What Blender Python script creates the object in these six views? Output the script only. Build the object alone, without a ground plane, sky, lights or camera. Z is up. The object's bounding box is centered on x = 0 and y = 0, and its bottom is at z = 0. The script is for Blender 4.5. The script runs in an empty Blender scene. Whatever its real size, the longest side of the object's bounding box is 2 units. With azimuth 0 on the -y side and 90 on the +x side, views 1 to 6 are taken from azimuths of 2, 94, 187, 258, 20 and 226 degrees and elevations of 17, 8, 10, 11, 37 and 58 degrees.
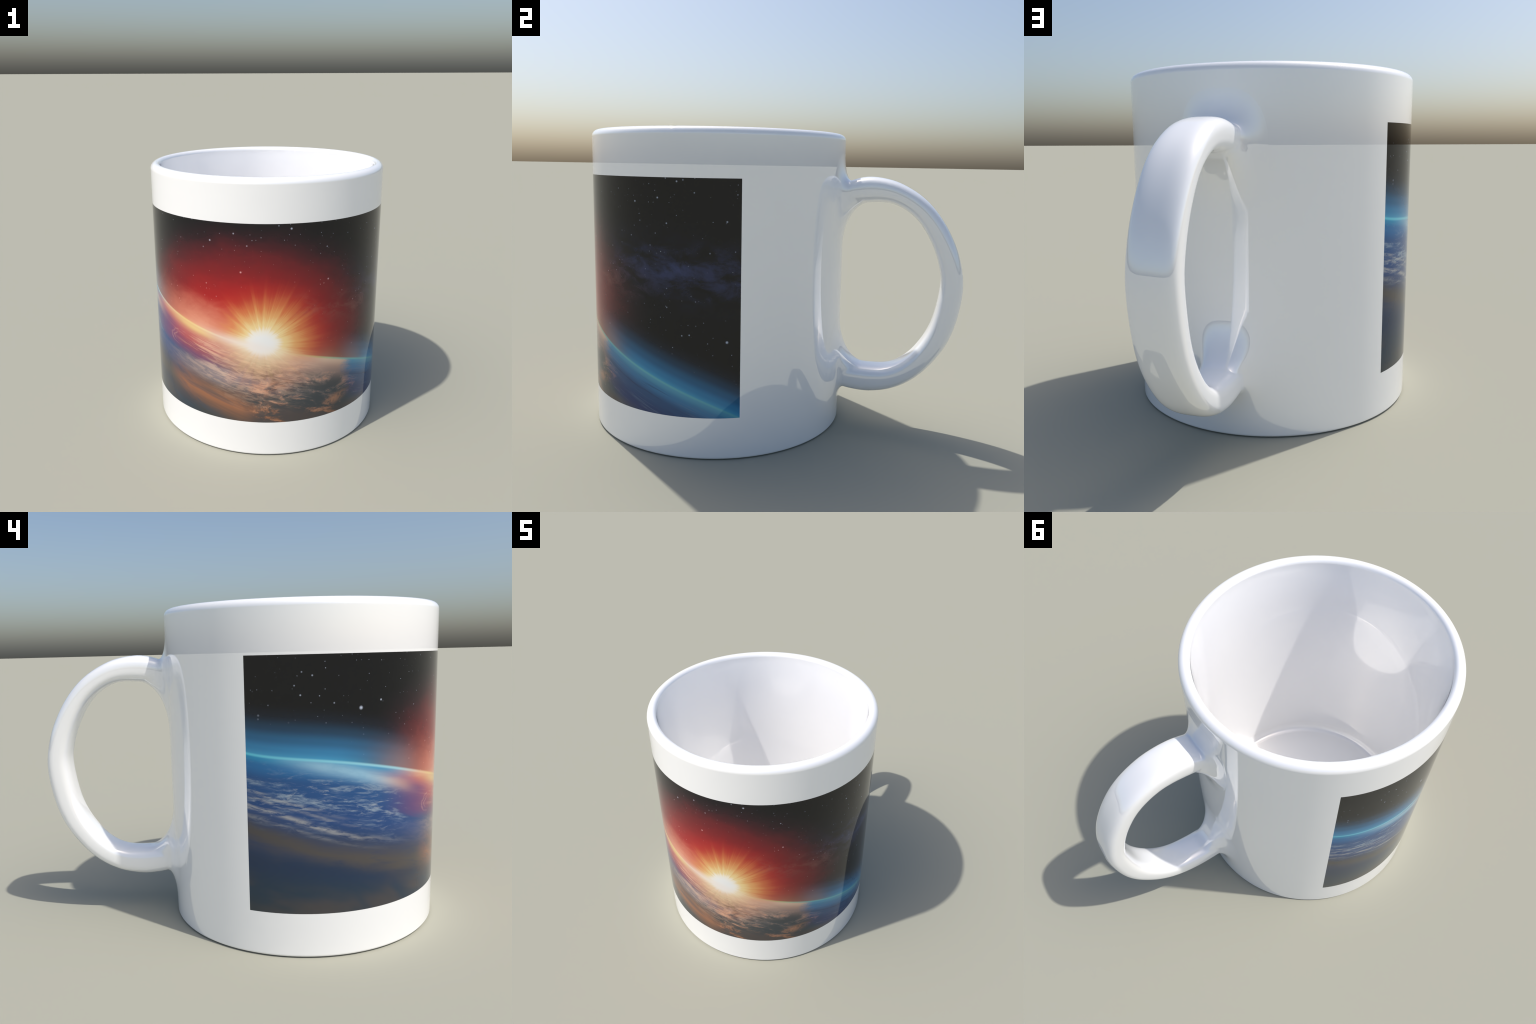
"""A glossy white ceramic mug with a D-shaped strap handle and a wrap-around
printed picture: sunrise over a planet seen from space."""
import bpy, math
import numpy as np

# ------------------------------------------------------------------ sizes (m)
AXIS_Y = -0.3132            # the cup's own axis stands at (0, AXIS_Y)
TURN = math.radians(-10.2)  # the handle points 10.2 deg off the +y axis
R_OUT, R_IN = 0.6868, 0.622
HEIGHT = 1.572
FLOOR = 0.073
BACK = 1.005                # the handle side stands out a touch
PRINT_Z0, PRINT_Z1 = 0.209, 1.3415
PRINT_HALF = math.radians(116.47)
PRINT_H = PRINT_Z1 - PRINT_Z0
HALF_W = PRINT_HALF * R_OUT / PRINT_H     # picture half width in picture heights
# cup frame: handle along +Y, picture centred on -Y


# ------------------------------------------------------------------ materials
def lin(r, g, b):
    f = lambda c: c / 12.92 if c <= 0.04045 else ((c + 0.055) / 1.055) ** 2.4
    return tuple(f(c / 255.0) for c in (r, g, b))


class Sock:
    """A float socket with arithmetic that makes Math nodes."""
    def __init__(self, tree, out):
        self.t, self.o = tree, out

    def _m(self, op, *args, clamp=False):
        n = self.t.nodes.new('ShaderNodeMath')
        n.operation = op
        n.use_clamp = clamp
        for i, a in enumerate(args):
            if isinstance(a, Sock):
                self.t.links.new(a.o, n.inputs[i])
            else:
                n.inputs[i].default_value = a
        return Sock(self.t, n.outputs[0])

    def __add__(s, b): return s._m('ADD', s, b)
    __radd__ = __add__
    def __sub__(s, b): return s._m('SUBTRACT', s, b)
    def __rsub__(s, b): return s._m('SUBTRACT', b, s)
    def __mul__(s, b): return s._m('MULTIPLY', s, b)
    __rmul__ = __mul__
    def __truediv__(s, b): return s._m('DIVIDE', s, b)
    def __neg__(s): return s._m('MULTIPLY', s, -1.0)
    def pow(s, e): return s._m('POWER', s, e)
    def abs(s): return s._m('ABSOLUTE', s)
    def sqrt(s): return s._m('SQRT', s)
    def max(s, b): return s._m('MAXIMUM', s, b)
    def min(s, b): return s._m('MINIMUM', s, b)
    def sin(s): return s._m('SINE', s)
    def cos(s): return s._m('COSINE', s)
    def atan2(s, b): return s._m('ARCTAN2', s, b)
    def clamp(s): return s._m('ADD', s, 0.0, clamp=True)

    def step(s, a, b, lo=0.0, hi=1.0):
        """smooth step: lo at a, hi at b"""
        n = s.t.nodes.new('ShaderNodeMapRange')
        n.interpolation_type = 'SMOOTHSTEP'
        if a > b:
            a, b, lo, hi = b, a, hi, lo
        s.t.links.new(s.o, n.inputs['Value'])
        for k, v in (('From Min', a), ('From Max', b), ('To Min', lo), ('To Max', hi)):
            n.inputs[k].default_value = v
        return Sock(s.t, n.outputs['Result'])

    def bump(s, centre, width):
        """1 at the centre, falling as a bell of the given half width"""
        q = (s - centre) / width
        return (-(q * q))._exp()

    def _exp(s): return s._m('EXPONENT', s)

    def decay(s, length):
        return (-(s.max(0.0)) / length)._exp()

    def ramp(s, stops, interp='LINEAR'):
        n = s.t.nodes.new('ShaderNodeValToRGB')
        cr = n.color_ramp
        cr.interpolation = interp
        while len(cr.elements) < len(stops):
            cr.elements.new(0.5)
        for e, (p, c) in zip(cr.elements, stops):
            e.position = p
            e.color = (*c, 1.0)
        s.t.links.new(s.o, n.inputs['Fac'])
        return n.outputs['Color']


class Paint:
    def __init__(self, tree):
        self.t = tree

    def vec(self, x, y, z=0.0):
        n = self.t.nodes.new('ShaderNodeCombineXYZ')
        for i, a in enumerate((x, y, z)):
            if isinstance(a, Sock):
                self.t.links.new(a.o, n.inputs[i])
            else:
                n.inputs[i].default_value = a
        return n.outputs[0]

    def noise(self, v, scale=1.0, detail=4.0, rough=0.55, distort=0.0):
        n = self.t.nodes.new('ShaderNodeTexNoise')
        n.noise_dimensions = '3D'
        self.t.links.new(v, n.inputs['Vector'])
        n.inputs['Scale'].default_value = scale
        n.inputs['Detail'].default_value = detail
        n.inputs['Roughness'].default_value = rough
        n.inputs['Distortion'].default_value = distort
        return Sock(self.t, n.outputs[0])

    def mix(self, fac, a, b, mode='MIX'):
        n = self.t.nodes.new('ShaderNodeMix')
        n.data_type = 'RGBA'
        n.blend_type = mode
        n.clamp_factor = True
        col_in = [i for i in n.inputs if i.type == 'RGBA']
        fin = [i for i in n.inputs if i.name == 'Factor' and i.type == 'VALUE'][0]
        if isinstance(fac, Sock):
            self.t.links.new(fac.o, fin)
        else:
            fin.default_value = fac
        for s, c in zip(col_in, (a, b)):
            if isinstance(c, tuple):
                s.default_value = (*c, 1.0)
            else:
                self.t.links.new(c, s)
        return [o for o in n.outputs if o.type == 'RGBA'][0]


def glaze(mat, colour):
    """glossy ceramic glaze over a base colour (tuple or socket)"""
    t = mat.node_tree
    b = t.nodes['Principled BSDF']
    if isinstance(colour, tuple):
        b.inputs['Base Color'].default_value = (*colour, 1.0)
    else:
        t.links.new(colour, b.inputs['Base Color'])
    b.inputs['Roughness'].default_value = GLOSS
    b.inputs['IOR'].default_value = 1.5
    b.inputs['Metallic'].default_value = METAL
    return mat


GLOSS = 0.0
METAL = 0.19


def new_mat(name):
    m = bpy.data.materials.new(name)
    m.use_nodes = True
    return m


def white_glaze():
    m = new_mat('white_glaze')
    t = m.node_tree
    p = Paint(t)
    tc = t.nodes.new('ShaderNodeTexCoord')
    v = p.noise(tc.outputs['Object'], 3.0, 2.0).step(0.3, 0.7)
    return glaze(m, p.mix(v, (0.995, 0.995, 0.995), (1.0, 1.0, 1.0)))


# the planet's limb, as height in the picture over x (both in picture heights)
LIMB_PTS = [(-1.229, .633), (-1.079, .622), (-.984, .610), (-.838, .591), (-.669, .564),
            (-.54, .539), (-.455, .520), (-.354, .494), (-.231, .463), (-.142, .443),
            (-.05, .424), (.095, .398), (.25, .364), (.353, .335), (.5, .289), (.606, .254),
            (.702, .221), (.779, .192), (.908, .14), (1.022, .095), (1.129, .049), (1.215, .006)]
SUN = (0.095, 0.425)


def sunrise_print():
    m = new_mat('sunrise_print')
    t = m.node_tree
    p = Paint(t)
    tc = t.nodes.new('ShaderNodeTexCoord')
    sep = t.nodes.new('ShaderNodeSeparateXYZ')
    t.links.new(tc.outputs['Object'], sep.inputs[0])
    ox, oy, oz = (Sock(t, sep.outputs[i]) for i in range(3))
    # unrolled picture coordinates, in picture heights: x to the right, y up
    x = ox.atan2(-oy) * (R_OUT / PRINT_H)
    y = (oz - PRINT_Z0) / PRINT_H
    xy = p.vec(x, y)

    # limb: smooth polynomial through the measured points
    px, py = zip(*LIMB_PTS)
    coef = [float(c) for c in np.polyfit(px, py, 7)]
    limb = x * coef[0] + coef[1]
    for c in coef[2:]:
        limb = limb * x + c
    up = (y - limb) * 0.94          # height above the limb
    down = -up                      # depth below it
    dx, dy = x - SUN[0], y - SUN[1]
    rs = (dx * dx + dy * dy).sqrt()

    # noises
    flow = p.vec(x * 2.2, down * 11.0, 0.3)            # stretched along the limb
    n_flow = p.noise(flow, 2.2, 6.0, 0.62, 0.6)
    n_fine = p.noise(p.vec(x * 5.0, down * 26.0, 4.0), 2.4, 5.0, 0.65, 0.5)
    n_big = p.noise(p.vec(x * 1.6, down * 4.2, 9.0), 1.5, 3.0, 0.5, 0.4)
    n_patch = p.noise(p.vec(x, y * 1.6, 2.0), 9.0, 6.0, 0.68, 0.8)
    n_sky = p.noise(p.vec(x, y * 1.7, 7.0), 5.0, 5.0, 0.6, 0.5)

    # ---------------------------------------------------------------- the sky
    black = (0.0036, 0.0040, 0.0058)
    sky = black
    # milky way: a dusty blue band on the right, sloping a little, with dark lanes
    band = (y - (0.650 - (x - 0.62) * 0.09)).bump(0.0, 0.10)
    n_milk = p.noise(p.vec(x * 1.3 + y * 0.4, y * 2.2, 5.0), 7.0, 7.0, 0.66, 0.4)
    dust = band * n_milk.step(0.36, 0.70) * x.step(0.30, 0.75)
    sky = p.mix(dust * 0.75, sky, lin(58, 66, 104))
    knot = (x - 0.955) * (x - 0.955) * 6.0 + (y - 0.625) * (y - 0.625) * 40.0
    sky = p.mix(knot.decay(0.05) * n_milk.step(0.3, 0.65) * 0.35, sky, lin(70, 84, 132))
    # red glow around the rising sun
    gx, gy = x - 0.02, y - 0.41
    side = gx.step(-0.05, 0.05, 0.94, 0.84)
    wob = (n_sky - 0.5) * 0.13 + (n_patch - 0.5) * 0.06
    rr = ((gx / side) * (gx / side) + (gy / 0.64) * (gy / 0.64)).sqrt() + wob
    red = rr.ramp([(0.0, lin(226, 100, 70)), (0.18, lin(210, 66, 50)), (0.30, lin(190, 40, 36)),
                   (0.44, lin(170, 32, 34)), (0.57, lin(134, 28, 34)), (0.71, lin(100, 28, 36)),
                   (0.84, lin(66, 28, 38)), (0.94, lin(42, 26, 36)), (1.0, black)])
    sky = p.mix(rr.step(1.06, 0.62), sky, red)
    # thin dusty veil crossing the red sky on the right
    veil = (y - (0.585 - (x - 0.3) * 0.06)).bump(0.0, 0.06) * n_milk.step(0.42, 0.70) * x.step(0.05, 0.3)
    sky = p.mix(veil * rr.step(1.1, 0.6) * 0.40, sky, lin(150, 104, 92))
    # stars: a fine and a coarse sprinkling, then the bright ones
    star = None
    for scale, size, thr in ((40.0, 0.10, 0.74), (17.0, 0.055, 0.66)):
        v = t.nodes.new('ShaderNodeTexVoronoi')
        v.voronoi_dimensions = '2D'
        v.feature = 'F1'
        t.links.new(xy, v.inputs['Vector'])
        v.inputs['Scale'].default_value = scale
        sc = t.nodes.new('ShaderNodeSeparateColor')
        t.links.new(v.outputs['Color'], sc.inputs[0])
        rnd, keep = Sock(t, sc.outputs[0]), Sock(t, sc.outputs[1])
        d = Sock(t, v.outputs['Distance'])
        q = (d / (rnd * size + 0.035))
        s = q.step(1.0, 0.15) * keep.step(thr, 1.0) * (rnd * 0.8 + 0.15)
        star = s if star is None else star.max(s)
    star = star * 0.62
    for sx, sy, sr, sb in BRIGHT_STARS:
        n = t.nodes.new('ShaderNodeVectorMath')
        n.operation = 'DISTANCE'
        t.links.new(xy, n.inputs[0])
        n.inputs[1].default_value = (sx, sy, 0.0)
        star = star.max(Sock(t, n.outputs['Value']).step(sr * 0.62, 0.0) * sb)
    far = rs.step(0.22, 0.36)
    star_col = p.mix(rr.step(0.95, 0.5), lin(205, 215, 235), lin(250, 175, 172))
    sky = p.mix(star * far * 0.9, sky, star_col)
    # blue air over the limb, away from the sun
    left, right = (x - up * 0.8).step(-0.50, -0.95), x.step(0.46, 0.80)
    away = left + right
    air = up.ramp([(0.0, lin(70, 156, 198)), (0.03, lin(56, 130, 176)), (0.065, lin(44, 100, 140)),
                   (0.105, lin(36, 70, 98)), (0.15, lin(28, 42, 60)), (0.21, black)], 'EASE')
    sky = p.mix(away * up.step(0.21, 0.07), sky, air)
    # greyish blend between the blue air and the red glow
    greyz = (x.bump(-0.60, 0.13) + x.bump(0.60, 0.09)) * up.step(0.14, 0.0)
    sky = p.mix(greyz * 0.55, sky, lin(146, 134, 138))
    # pale peach haze over the limb on the sun's left
    haze = (x + 0.15).bump(0.0, 0.27) * (up + (n_patch - 0.5) * 0.06 + (n_sky - 0.5) * 0.06).step(0.19, -0.01)
    sky = p.mix(haze * 0.95, sky, lin(240, 168, 136))
    # brown dusk right of the sun, just over the limb
    dusk = x.bump(0.42, 0.17) * up.decay(0.05)
    sky = p.mix(dusk * 0.65, sky, lin(176, 136, 108))

    # ------------------------------------------------------------- the planet
    sea_l = down.ramp([(0.0, lin(46, 150, 194)), (0.035, lin(42, 112, 168)), (0.09, lin(40, 84, 138)),
                       (0.20, lin(38, 74, 128)), (0.30, lin(36, 62, 102)), (0.40, lin(34, 54, 82)),
                       (0.50, lin(38, 58, 76)), (0.62, lin(54, 62, 66))], 'EASE')
    sea_r = down.ramp([(0.0, lin(84, 152, 190)), (0.04, lin(66, 124, 168)), (0.085, lin(52, 84, 126)),
                       (0.16, lin(44, 62, 108)), (0.24, lin(62, 82, 92))], 'EASE')
    sea_m = down.ramp([(0.0, lin(222, 190, 166)), (0.05, lin(202, 164, 144)), (0.11, lin(156, 132, 122)),
                       (0.17, lin(104, 100, 102)), (0.24, lin(68, 74, 78)), (0.32, lin(58, 68, 70)),
                       (0.45, lin(58, 66, 68))], 'EASE')
    wl = x.step(-0.14, -0.54)
    tan = x.step(0.18, 0.50) * down.step(0.01, 0.07)
    sea_m = p.mix(tan * 0.75, sea_m, p.mix(down.step(0.06, 0.16), lin(128, 112, 110), lin(66, 74, 80)))
    wr = (x + (n_patch - 0.5) * 0.14 + (n_fine - 0.5) * 0.06).step(0.49, 0.60)
    land = p.mix(wl, sea_m, sea_l)
    land = p.mix(wr, land, sea_r)
    # fine streaks along the limb on the right
    stk = p.noise(p.vec(x * 1.6, down * 30.0, 1.0), 2.0, 5.0, 0.6, 0.3)
    land = p.mix(wr * stk.step(0.46, 0.30) * 0.55 * down.step(0.01, 0.05), land, lin(38, 50, 84))
    land = p.mix(wr * stk.step(0.52, 0.70) * 0.50 * down.step(0.01, 0.05), land, lin(104, 126, 150))
    # broken white cloud over the blue sea on the left
    c_zone = (down - 0.145).bump(0.0, 0.085) * x.step(-0.50, -0.68)
    cl = n_flow.step(0.47, 0.66) * n_fine.step(0.40, 0.66) * c_zone
    land = p.mix(cl * 0.95, land, lin(166, 184, 196))
    wisps = p.noise(p.vec(x * 4.2 + down * 6.0, down * 17.0, 12.0), 2.6, 6.0, 0.7, 0.9)
    land = p.mix(wisps.step(0.53, 0.70) * c_zone * 0.75, land, lin(170, 180, 188))
    # long cloud filaments sinking to the right
    sag = x.step(-1.25, -0.75, 0.0, 0.080)
    for off, wdt, amp, x1 in ((0.192, 0.010, 0.80, -0.72), (0.228, 0.008, 0.40, -0.80),
                              (0.135, 0.008, 0.75, -0.95), (0.155, 0.006, 0.6, -0.85)):
        line = (down - off - sag - (n_flow - 0.5) * 0.030).bump(0.0, wdt)
        fl = line * n_fine.step(0.36, 0.60) * x.step(x1 + 0.25, x1 - 0.30)
        land = p.mix(fl * amp, land, lin(178, 178, 176))
    # bright wedge of sunlit haze just below the limb on the left
    wedge = (down - (x + 1.15) * 0.10).bump(0.0, 0.026) * x.step(-1.2, -0.9) * x.step(-0.36, -0.60)
    warm = p.mix(x.step(-0.80, -0.55), lin(148, 192, 216), lin(206, 176, 164))
    land = p.mix(wedge * n_flow.step(0.25, 0.6, 0.60, 1.0), land, warm)
    # muddy brown veils low on the left
    mud = (down - 0.285 - sag * 0.7 - (n_big - 0.5) * 0.10 - (n_flow - 0.5) * 0.06).bump(0.0, 0.050) * x.step(-0.25, -0.45)
    land = p.mix(mud * n_flow.step(0.22, 0.50, 0.45, 1.0) * 0.9, land, lin(86, 80, 74))
    mud2 = (y - 0.02 - (x + 0.8) * (x + 0.8) * 0.25).step(0.13, 0.0) * n_big.step(0.36, 0.58) * x.step(-0.3, -0.5)
    land = p.mix(mud2 * 0.75, land, lin(78, 72, 70))
    # purple and rose band left of the sun
    warp = down + (n_flow - 0.5) * 0.035
    rose = x.step(-0.72, -0.44) * x.step(0.02, -0.22) * warp.step(0.190, 0.150)
    rose_col = warp.ramp([(0.0, lin(230, 166, 130)), (0.035, lin(206, 112, 98)), (0.075, lin(184, 72, 78)),
                          (0.115, lin(146, 56, 86)), (0.155, lin(104, 58, 104)), (0.21, lin(78, 74, 116))], 'EASE')
    rose_col = p.mix(x.step(-0.30, -0.50) * down.step(0.02, 0.07) * 0.9, rose_col, lin(108, 66, 116))
    land = p.mix(rose * 0.92, land, rose_col)
    fil = p.noise(p.vec(x * 2.2 - down * 3.0, down * 30.0, 21.0), 2.2, 5.0, 0.62, 0.5).step(0.47, 0.66)
    fil = fil * (x + 0.20).bump(0.0, 0.17) * (down - 0.085).bump(0.0, 0.045)
    land = p.mix(fil * 0.85, land, lin(230, 170, 142))
    # soft curved wisps of a storm
    hx, hy = (x + 0.365), (y - 0.374) * 1.9
    hr = (hx * hx + hy * hy).sqrt() + (n_flow - 0.5) * 0.05
    arms = (hr.bump(0.072, 0.006) + hr.bump(0.046, 0.005)) * (hx - hy * 0.5).step(0.05, -0.05)
    land = p.mix(arms * n_fine.step(0.30, 0.60) * 0.38, land, lin(214, 160, 150))
    # lilac grey cloud bank below the purple
    btop = y - 0.285 + (x + 0.15) * 0.10 - (n_flow - 0.5) * 0.07 - (n_fine - 0.5) * 0.025
    bank = btop.step(0.008, -0.014) * btop.step(-0.13, -0.05) * (x + 0.10).bump(0.0, 0.26)
    land = p.mix(bank * 0.9, land, p.mix(n_fine.step(0.35, 0.65), lin(142, 128, 134), lin(190, 164, 154)))
    bankd = n_flow.step(0.50, 0.36) * (x + 0.05).bump(0.0, 0.22) * (y - 0.20).bump(0.0, 0.05)
    land = p.mix(bankd * 0.6, land, lin(104, 106, 114))
    # orange brown desert running down to the right along the lower edge
    n_des = p.noise(p.vec(x * 2.6 + y * 4.0, y * 7.0 + x * 1.6, 31.0), 2.2, 6.0, 0.6, 0.5)
    des = (y - (0.118 - (x + 0.2) * 0.235) - (n_des - 0.5) * 0.09).bump(0.0, 0.058)
    des = des * x.step(-0.50, -0.30) * x.step(0.80, 0.40)
    land = p.mix(des * n_des.step(0.25, 0.50, 0.35, 1.0), land, lin(156, 104, 74))
    teal = n_des.step(0.52, 0.40) * (y - 0.055).bump(0.0, 0.07) * (x + 0.30).bump(0.0, 0.19)
    land = p.mix(teal * 0.85, land, lin(50, 72, 90))
    lowd = (y - (0.012 - (x - 0.30) * 0.02)).step(0.045, 0.0) * x.bump(0.36, 0.25)
    land = p.mix(lowd * 0.75, land, lin(138, 92, 58))
    # broken cloud fields catching the sun, in front
    frt = x.step(-0.03, 0.10) * x.step(0.70, 0.52)
    n_cf = p.noise(p.vec(x * 1.15 + y * 0.9, y * 2.1, 41.0), 6.0, 7.0, 0.66, 0.5)
    dk = (n_cf - down * 0.25 - x * 0.10).step(0.50, 0.38) * frt * down.step(0.05, 0.13)
    land = p.mix(dk * 0.85, land, lin(54, 64, 70))
    cf = n_cf.step(0.52, 0.62) * n_fine.step(0.34, 0.58) * frt * down.step(0.02, 0.09)
    land = p.mix(cf * rs.step(0.50, 0.16, 0.45, 0.95), land, lin(212, 156, 124))
    coast = (y - 0.195 - (x - 0.16) * 0.30).bump(0.0, 0.030) * x.bump(0.13, 0.10)
    land = p.mix(coast * n_patch.step(0.40, 0.58) * 0.85, land, lin(222, 164, 130))
    isle = (y - 0.075 - (x - 0.47) * 0.25).bump(0.0, 0.024) * x.bump(0.475, 0.07)
    land = p.mix(isle * n_patch.step(0.38, 0.55) * 0.85, land, lin(178, 128, 98))
    # streaky lit cloud tops close to the sun
    st = n_fine.step(0.42, 0.62) * down.step(0.01, 0.05) * rs.step(0.42, 0.12)
    land = p.mix(st * 0.48, land, lin(244, 206, 176))

    pic = p.mix(up.step(-0.004, 0.004), land, sky)

    # ------------------------------------------- bright limb line and the sun
    line_col = (x * (0.5 / HALF_W) + 0.5).ramp([
        (0.0, lin(104, 210, 230)), (0.25, lin(170, 220, 232)), (0.31, lin(230, 194, 164)),
        (0.37, lin(244, 212, 140)), (0.43, lin(250, 226, 170)), (0.50, lin(255, 250, 245)),
        (0.58, lin(226, 220, 180)), (0.65, lin(200, 204, 140)), (0.74, lin(120, 190, 192)),
        (1.0, lin(96, 174, 188))])
    pic = p.mix(up.abs().step(0.0085, 0.0) * 0.85, pic, line_col)
    glow_l = (x + 0.26).bump(0.0, 0.14) * (down - 0.016).bump(0.0, 0.020)
    pic = p.mix(glow_l * 0.80, pic, lin(242, 210, 136))
    pic = p.mix(up.bump(-0.010, 0.016) * right * 0.30, pic, line_col)

    # rays: noise over the angle, softened with distance
    ang = dy.atan2(dx)
    ray = p.noise(p.vec(ang.cos() * 4.2, ang.sin() * 4.2, rs * 0.2), 2.0, 4.0, 0.65)
    ray = ray.step(0.28, 0.72, 0.82, 1.14)
    below = down.step(-0.02, 0.06)
    wide = dx.step(-0.15, 0.25, 1.0, 1.18)
    rf = rs / (ray * wide)
    halo = (rf * 2.0).ramp([(0.0, lin(255, 255, 255)), (0.11, lin(255, 250, 232)), (0.18, lin(246, 222, 158)),
                            (0.27, lin(236, 184, 112)), (0.38, lin(222, 134, 76)), (0.50, lin(200, 80, 52)),
                            (0.66, lin(182, 44, 38))], 'EASE')
    pic = p.mix((rs / wide).step(0.30, 0.03) * 0.85 * below.step(0.0, 1.0, 1.0, 0.30), pic,
                (rs / wide * 2.0).ramp([(0.0, lin(255, 252, 242)), (0.17, lin(246, 216, 158)), (0.33, lin(232, 156, 96)),
                                        (0.5, lin(208, 92, 58))], 'EASE'))
    pic = p.mix(rf.step(0.30, 0.06) * 0.8 * below.step(0.0, 1.0, 1.0, 0.40), pic, halo)
    # shine over the clouds below and the white core
    sx, sy = dx / 1.7, dy
    core = (sx * sx + sy * sy).sqrt()
    pic = p.mix(core.decay(0.09) * down.step(-0.01, 0.05) * 0.60, pic, lin(250, 224, 204))
    cx2, cy2 = dx / 1.4, dy
    core2 = (cx2 * cx2 + cy2 * cy2).sqrt() + (ray - 1.0) * -0.02
    pic = p.mix(core2.step(0.076, 0.020), pic, lin(246, 247, 246))
    streak = up.bump(0.0, 0.026) * dx.bump(-0.07, 0.17)
    pic = p.mix(streak * 0.80, pic, lin(248, 238, 230))
    return glaze(m, pic)


BRIGHT_STARS = [  # x, y, radius, strength
    (-.791, .800, .016, 1.0), (-.705, .826, .009, .9), (-.977, .924, .008, .6), (-1.18, .779, .010, .6),
    (-1.181, .765, .009, .55), (-1.021, .853, .008, .7), (-1.043, .888, .007, .6), (-.153, .911, .010, .9),
    (-.004, .771, .011, .95), (.227, .977, .011, .9), (.415, .721, .010, .85), (-.036, .952, .009, .7),
    (.026, .897, .008, .7), (1.178, .329, .013, 1.0), (.774, .900, .009, .8), (.886, .918, .009, .8),
    (1.176, .827, .009, .7), (.926, .816, .008, .7), (1.022, .357, .008, .7), (.971, .985, .009, .7)]


# ------------------------------------------------------------------- geometry
def make_object(name, verts, faces, mat, parent, normals=None):
    me = bpy.data.meshes.new(name)
    me.from_pydata(verts, [], faces)
    me.materials.append(mat)
    me.polygons.foreach_set('use_smooth', [True] * len(me.polygons))
    me.update()
    if normals is not None:
        me.normals_split_custom_set_from_vertices(normals)
    ob = bpy.data.objects.new(name, me)
    bpy.context.scene.collection.objects.link(ob)
    ob.parent = parent
    return ob


def arc(cr, cz, r, a0, a1, n):
    """profile arc: list of (radius, z, normal angle)"""
    out = []
    for i in range(n + 1):
        a = math.radians(a0 + (a1 - a0) * i / n)
        out.append((cr + r * math.cos(a), cz + r * math.sin(a), a))
    return out


def cup_profile():
    """underside centre -> outside -> rim -> inside -> floor centre, with normals"""
    down, up = -math.pi / 2, math.pi / 2
    prof = [(0.0, 0.004, down), (0.30, 0.004, down), (0.585, 0.004, down), (0.60, 0.0, down)]
    rb = 0.012                                     # small rounding at the foot
    prof += arc(R_OUT - rb, rb, rb, -90, 0, 6)
    prof += [(R_OUT, z, 0.0) for z in np.linspace(rb, PRINT_Z0, 8)[1:]]
    prof += [(R_OUT, z, 0.0) for z in np.linspace(PRINT_Z0, PRINT_Z1, 25)[1:]]
    ro, ri, r_lip = 0.034, 0.024, 0.629            # rounded lip, a little wider inside
    prof += [(R_OUT, z, 0.0) for z in np.linspace(PRINT_Z1, HEIGHT - ro, 7)[1:-1]]
    prof += arc(R_OUT - ro, HEIGHT - ro, ro, 0, 90, 10)
    prof += arc(r_lip + ri, HEIGHT - ri, ri, 90, 180, 8)
    rf = 0.055                                     # rounding where wall meets floor
    for z in np.linspace(HEIGHT - ri, FLOOR + rf, 40)[1:-1]:
        q = min((HEIGHT - ri - z) / 0.22, 1.0)
        e = (1 - q) ** 2
        prof.append((R_IN + (r_lip - R_IN) * e, z, math.pi + 2 * (1 - q) * (r_lip - R_IN) / 0.22 * -1.0))
    prof += [(r, z, a + math.pi) for r, z, a in arc(R_IN - rf, FLOOR + rf, rf, 0, -90, 8)]
    prof += [(0.45, FLOOR, up), (0.2, FLOOR, up), (0.0, FLOOR, up)]
    return prof


def build_cup(parent, glaze_mat, print_mat):
    prof = cup_profile()
    # columns: evenly over the picture, evenly over the rest; edges exactly on a column
    n_pic, n_rest = 160, 88
    az = list(np.linspace(-PRINT_HALF, PRINT_HALF, n_pic + 1)) + \
        list(np.linspace(PRINT_HALF, 2 * math.pi - PRINT_HALF, n_rest + 1))[1:-1]
    m = len(az)
    verts, norms, idx = [], [], {}
    for i, (r, z, a) in enumerate(prof):
        if r == 0.0:
            idx[i] = [len(verts)] * m
            verts.append((0, 0, z)); norms.append((0, 0, math.sin(a)))
            continue
        idx[i] = []
        for t in az:
            s, c = math.sin(t), -math.cos(t)
            idx[i].append(len(verts))
            verts.append((r * s, r * c * (BACK if c > 0 else 1.0), z))
            norms.append((math.cos(a) * s, math.cos(a) * c, math.sin(a)))
    body, pic = [], []
    for i in range(len(prof) - 1):
        z_lo, z_hi = prof[i][1], prof[i + 1][1]
        outer = prof[i][0] == R_OUT and prof[i + 1][0] == R_OUT
        in_z = outer and z_lo >= PRINT_Z0 - 1e-6 and z_hi <= PRINT_Z1 + 1e-6
        for k in range(m):
            q = (idx[i][k], idx[i][(k + 1) % m], idx[i + 1][(k + 1) % m], idx[i + 1][k])
            q = tuple(dict.fromkeys(q))
            if len(q) < 3:
                continue
            (pic if in_z and k < n_pic else body).append(q)

    def sub(name, faces, mat):
        used = sorted({v for f in faces for v in f})
        ren = {v: j for j, v in enumerate(used)}
        return make_object(name, [verts[v] for v in used], [tuple(ren[v] for v in f) for f in faces],
                           mat, parent, [norms[v] for v in used])
    sub('body', body, glaze_mat)
    sub('printed_picture', pic, print_mat)


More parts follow.
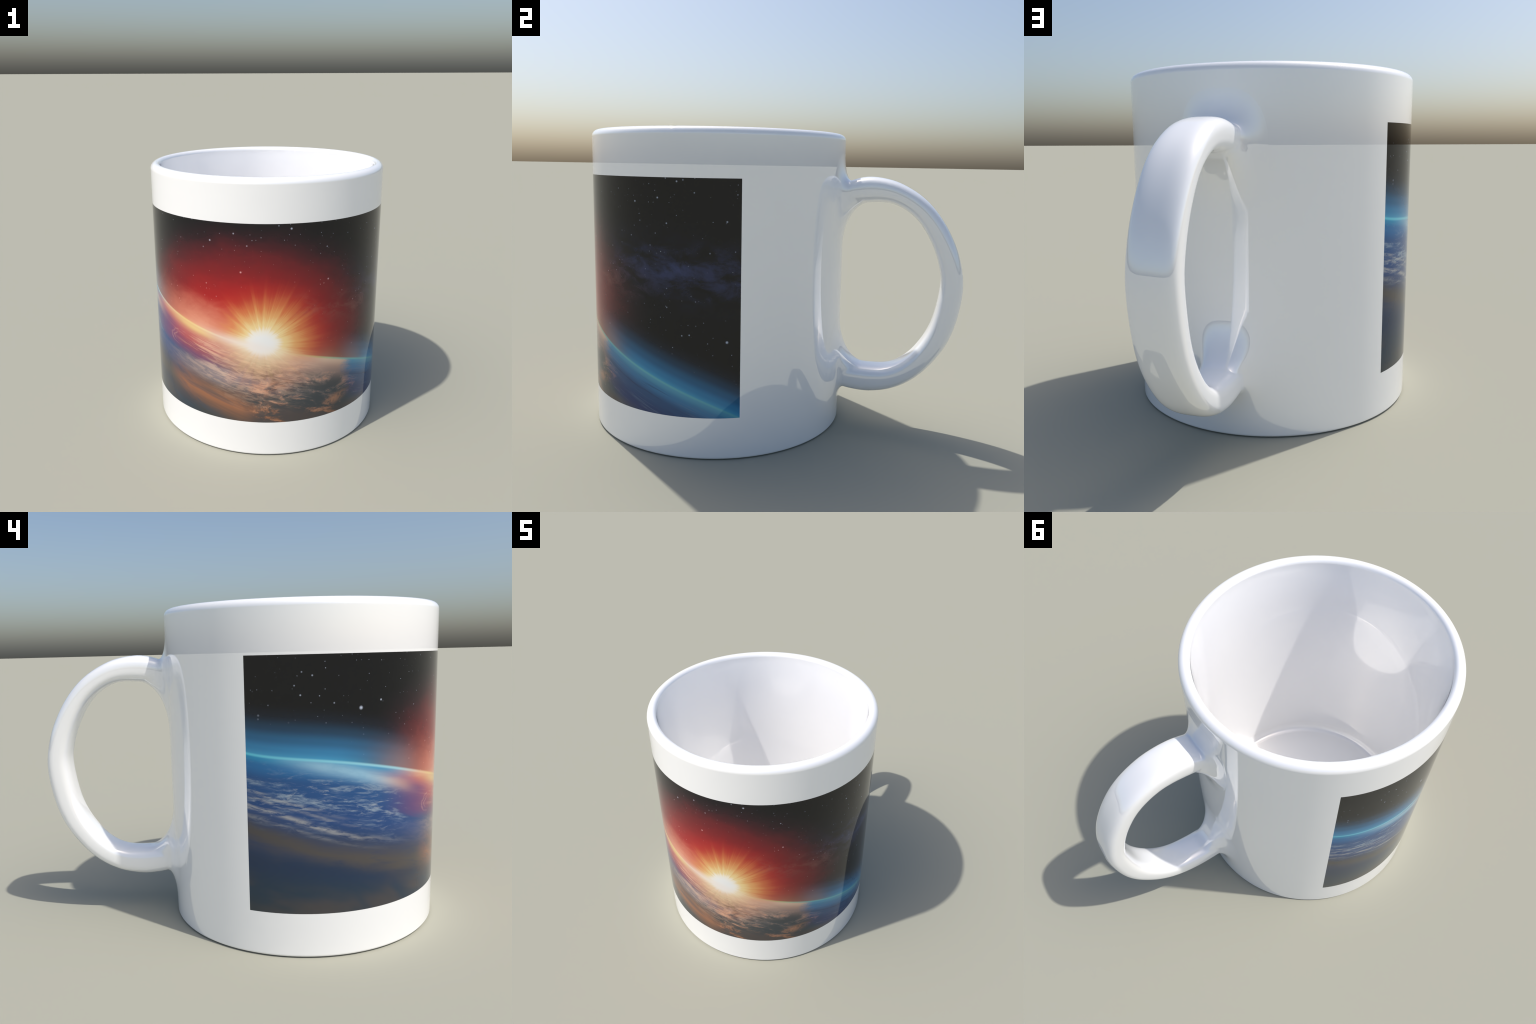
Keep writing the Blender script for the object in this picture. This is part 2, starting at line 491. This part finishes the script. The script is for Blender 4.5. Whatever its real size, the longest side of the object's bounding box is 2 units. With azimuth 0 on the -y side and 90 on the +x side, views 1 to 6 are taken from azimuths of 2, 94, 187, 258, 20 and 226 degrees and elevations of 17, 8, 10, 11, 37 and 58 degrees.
# handle outline in its plane: (outer edge, inner edge) pairs as (distance from the axis, z)
HANDLE = [((.686, 1.308), (.686, 1.207)), ((.74, 1.335), (.745, 1.212)), ((.82, 1.353), (.82, 1.218)),
          ((.91, 1.346), (.895, 1.2225)), ((1.0, 1.318), (.965, 1.212)), ((1.10, 1.259), (1.04, 1.172)),
          ((1.18, 1.181), (1.105, 1.108)), ((1.25, 1.075), (1.165, 1.005)), ((1.303, .95), (1.203, .895)),
          ((1.329, .80), (1.214, .80)), ((1.309, .63), (1.19, .64)), ((1.262, .49), (1.15, .53)),
          ((1.18, .366), (1.085, .432)), ((1.09, .279), (1.015, .37)), ((.985, .222), (.945, .342)),
          ((.87, .197), (.86, .336)), ((.77, .201), (.77, .339)), ((.686, .22), (.686, .341))]
HANDLE_HALF_WIDTH = 0.096
HANDLE_POWER = 3.1


def catmull(pts, t):
    pts = np.asarray(pts, float)
    n = len(pts)
    i = min(int(t), n - 2)
    f = t - i
    p0 = pts[i - 1] if i > 0 else 2 * pts[0] - pts[1]
    p1, p2 = pts[i], pts[i + 1]
    p3 = pts[i + 2] if i + 2 < n else 2 * pts[-1] - pts[-2]
    return 0.5 * (2 * p1 + (p2 - p0) * f + (2 * p0 - 5 * p1 + 4 * p2 - p3) * f * f
                  + (3 * p1 - p0 - 3 * p2 + p3) * f ** 3)


def build_handle(parent, mat):
    outer = [o for o, _ in HANDLE]
    inner = [i for _, i in HANDLE]
    n_t = len(HANDLE) - 1
    reach = 0.15                       # length of the flared root
    mid_r = lambda t: 0.5 * (catmull(outer, t)[0] + catmull(inner, t)[0])

    def solve(target, a, b):           # t where the strap's middle is that far from the axis
        for _ in range(50):
            c = 0.5 * (a + b)
            if (mid_r(c) < target) == (mid_r(a) < mid_r(b)):
                a = c
            else:
                b = c
        return 0.5 * (a + b)

    n_root = 24
    gaps = [reach * (k / n_root) ** 2 for k in range(n_root + 1)]
    top = [(solve(BACK * R_OUT + g, 0.0, 4.0), g, 1) for g in gaps]
    bot = [(solve(BACK * R_OUT + g, n_t, n_t - 4.0), g, -1) for g in gaps]
    t0, t1 = top[-1][0], bot[-1][0]
    mids = [(t, None, 0) for t in np.linspace(t0, t1, 110)[1:-1]]
    stations = [(0.0, -1.0, 1)] + top + mids + bot[::-1] + [(n_t, -1.0, -1)]
    n_a = 64
    verts = []
    for t, gap, end in stations:
        t = min(max(t, 0.0), n_t - 1e-9)
        o, i = catmull(outer, t), catmull(inner, t)
        mid, half = 0.5 * (o + i), 0.5 * (o - i)
        for k in range(n_a):
            a = 2 * math.pi * k / n_a
            ca, sa = math.cos(a), math.sin(a)
            e = 2.0 / HANDLE_POWER
            u = math.copysign(abs(ca) ** e, ca)          # along outer-inner
            w = math.copysign(abs(sa) ** e, sa)          # across
            rz = mid + half * u
            s = HANDLE_HALF_WIDTH * w
            if end == 0:
                verts.append((s, rz[0], rz[1]))
                continue
            # root: flare out with a fillet and land on the cup's wall
            # elliptic fillets: (reach along the strap, spread over the wall)
            f_out, f_in, f_side = (0.046, 0.16), (0.14, 0.24), (0.055, 0.095 if end == 1 else 0.115)
            # outward direction of the section contour
            nu, nw = math.copysign(abs(u) ** (HANDLE_POWER - 1), u) / abs(np.linalg.norm(half)), \
                math.copysign(abs(w) ** (HANDLE_POWER - 1), w) / HANDLE_HALF_WIDTH
            ln = math.hypot(nu, nw)
            nu, nw = nu / ln, nw / ln
            f_ver = f_out if u > 0 else f_in
            ea = f_side[0] * nw * nw + f_ver[0] * nu * nu
            g = max(gap, 0.0)
            f = 1 - math.sqrt(1 - (1 - g / ea) ** 2) if g < ea else 0.0
            sink = 0.0
            if gap < 0:
                f, sink = 1.12, -0.0012
            s2 = s + f * f_side[1] * nw
            z2 = rz[1] + f * f_ver[1] * nu * math.copysign(1.0, half[1])
            wall = BACK * math.sqrt(R_OUT ** 2 - s2 * s2)
            bow = BACK * R_OUT - BACK * math.sqrt(R_OUT ** 2 - s * s)
            q = min(g / reach, 1.0)
            planar = rz[0] - (BACK * R_OUT + g)                 # tilt of the section plane
            blend = q * q * (3 - 2 * q)
            verts.append((s2, wall + g + (bow + planar) * blend + sink, z2))
    faces = []
    for j in range(len(stations) - 1):
        for k in range(n_a):
            a, b = j * n_a + k, j * n_a + (k + 1) % n_a
            faces.append((a, a + n_a, b + n_a, b))
    make_object('handle', verts, faces, mat, parent)


def main():
    mug = bpy.data.objects.new('mug', None)
    bpy.context.scene.collection.objects.link(mug)
    mug['label'] = 'white glossy ceramic mug printed with sunrise over a planet'
    mug['category'] = 'mug'
    mug.location = (0.0, AXIS_Y, 0.0)
    mug.rotation_euler = (0.0, 0.0, TURN)
    white = white_glaze()
    build_cup(mug, white, sunrise_print())
    build_handle(mug, white)


main()
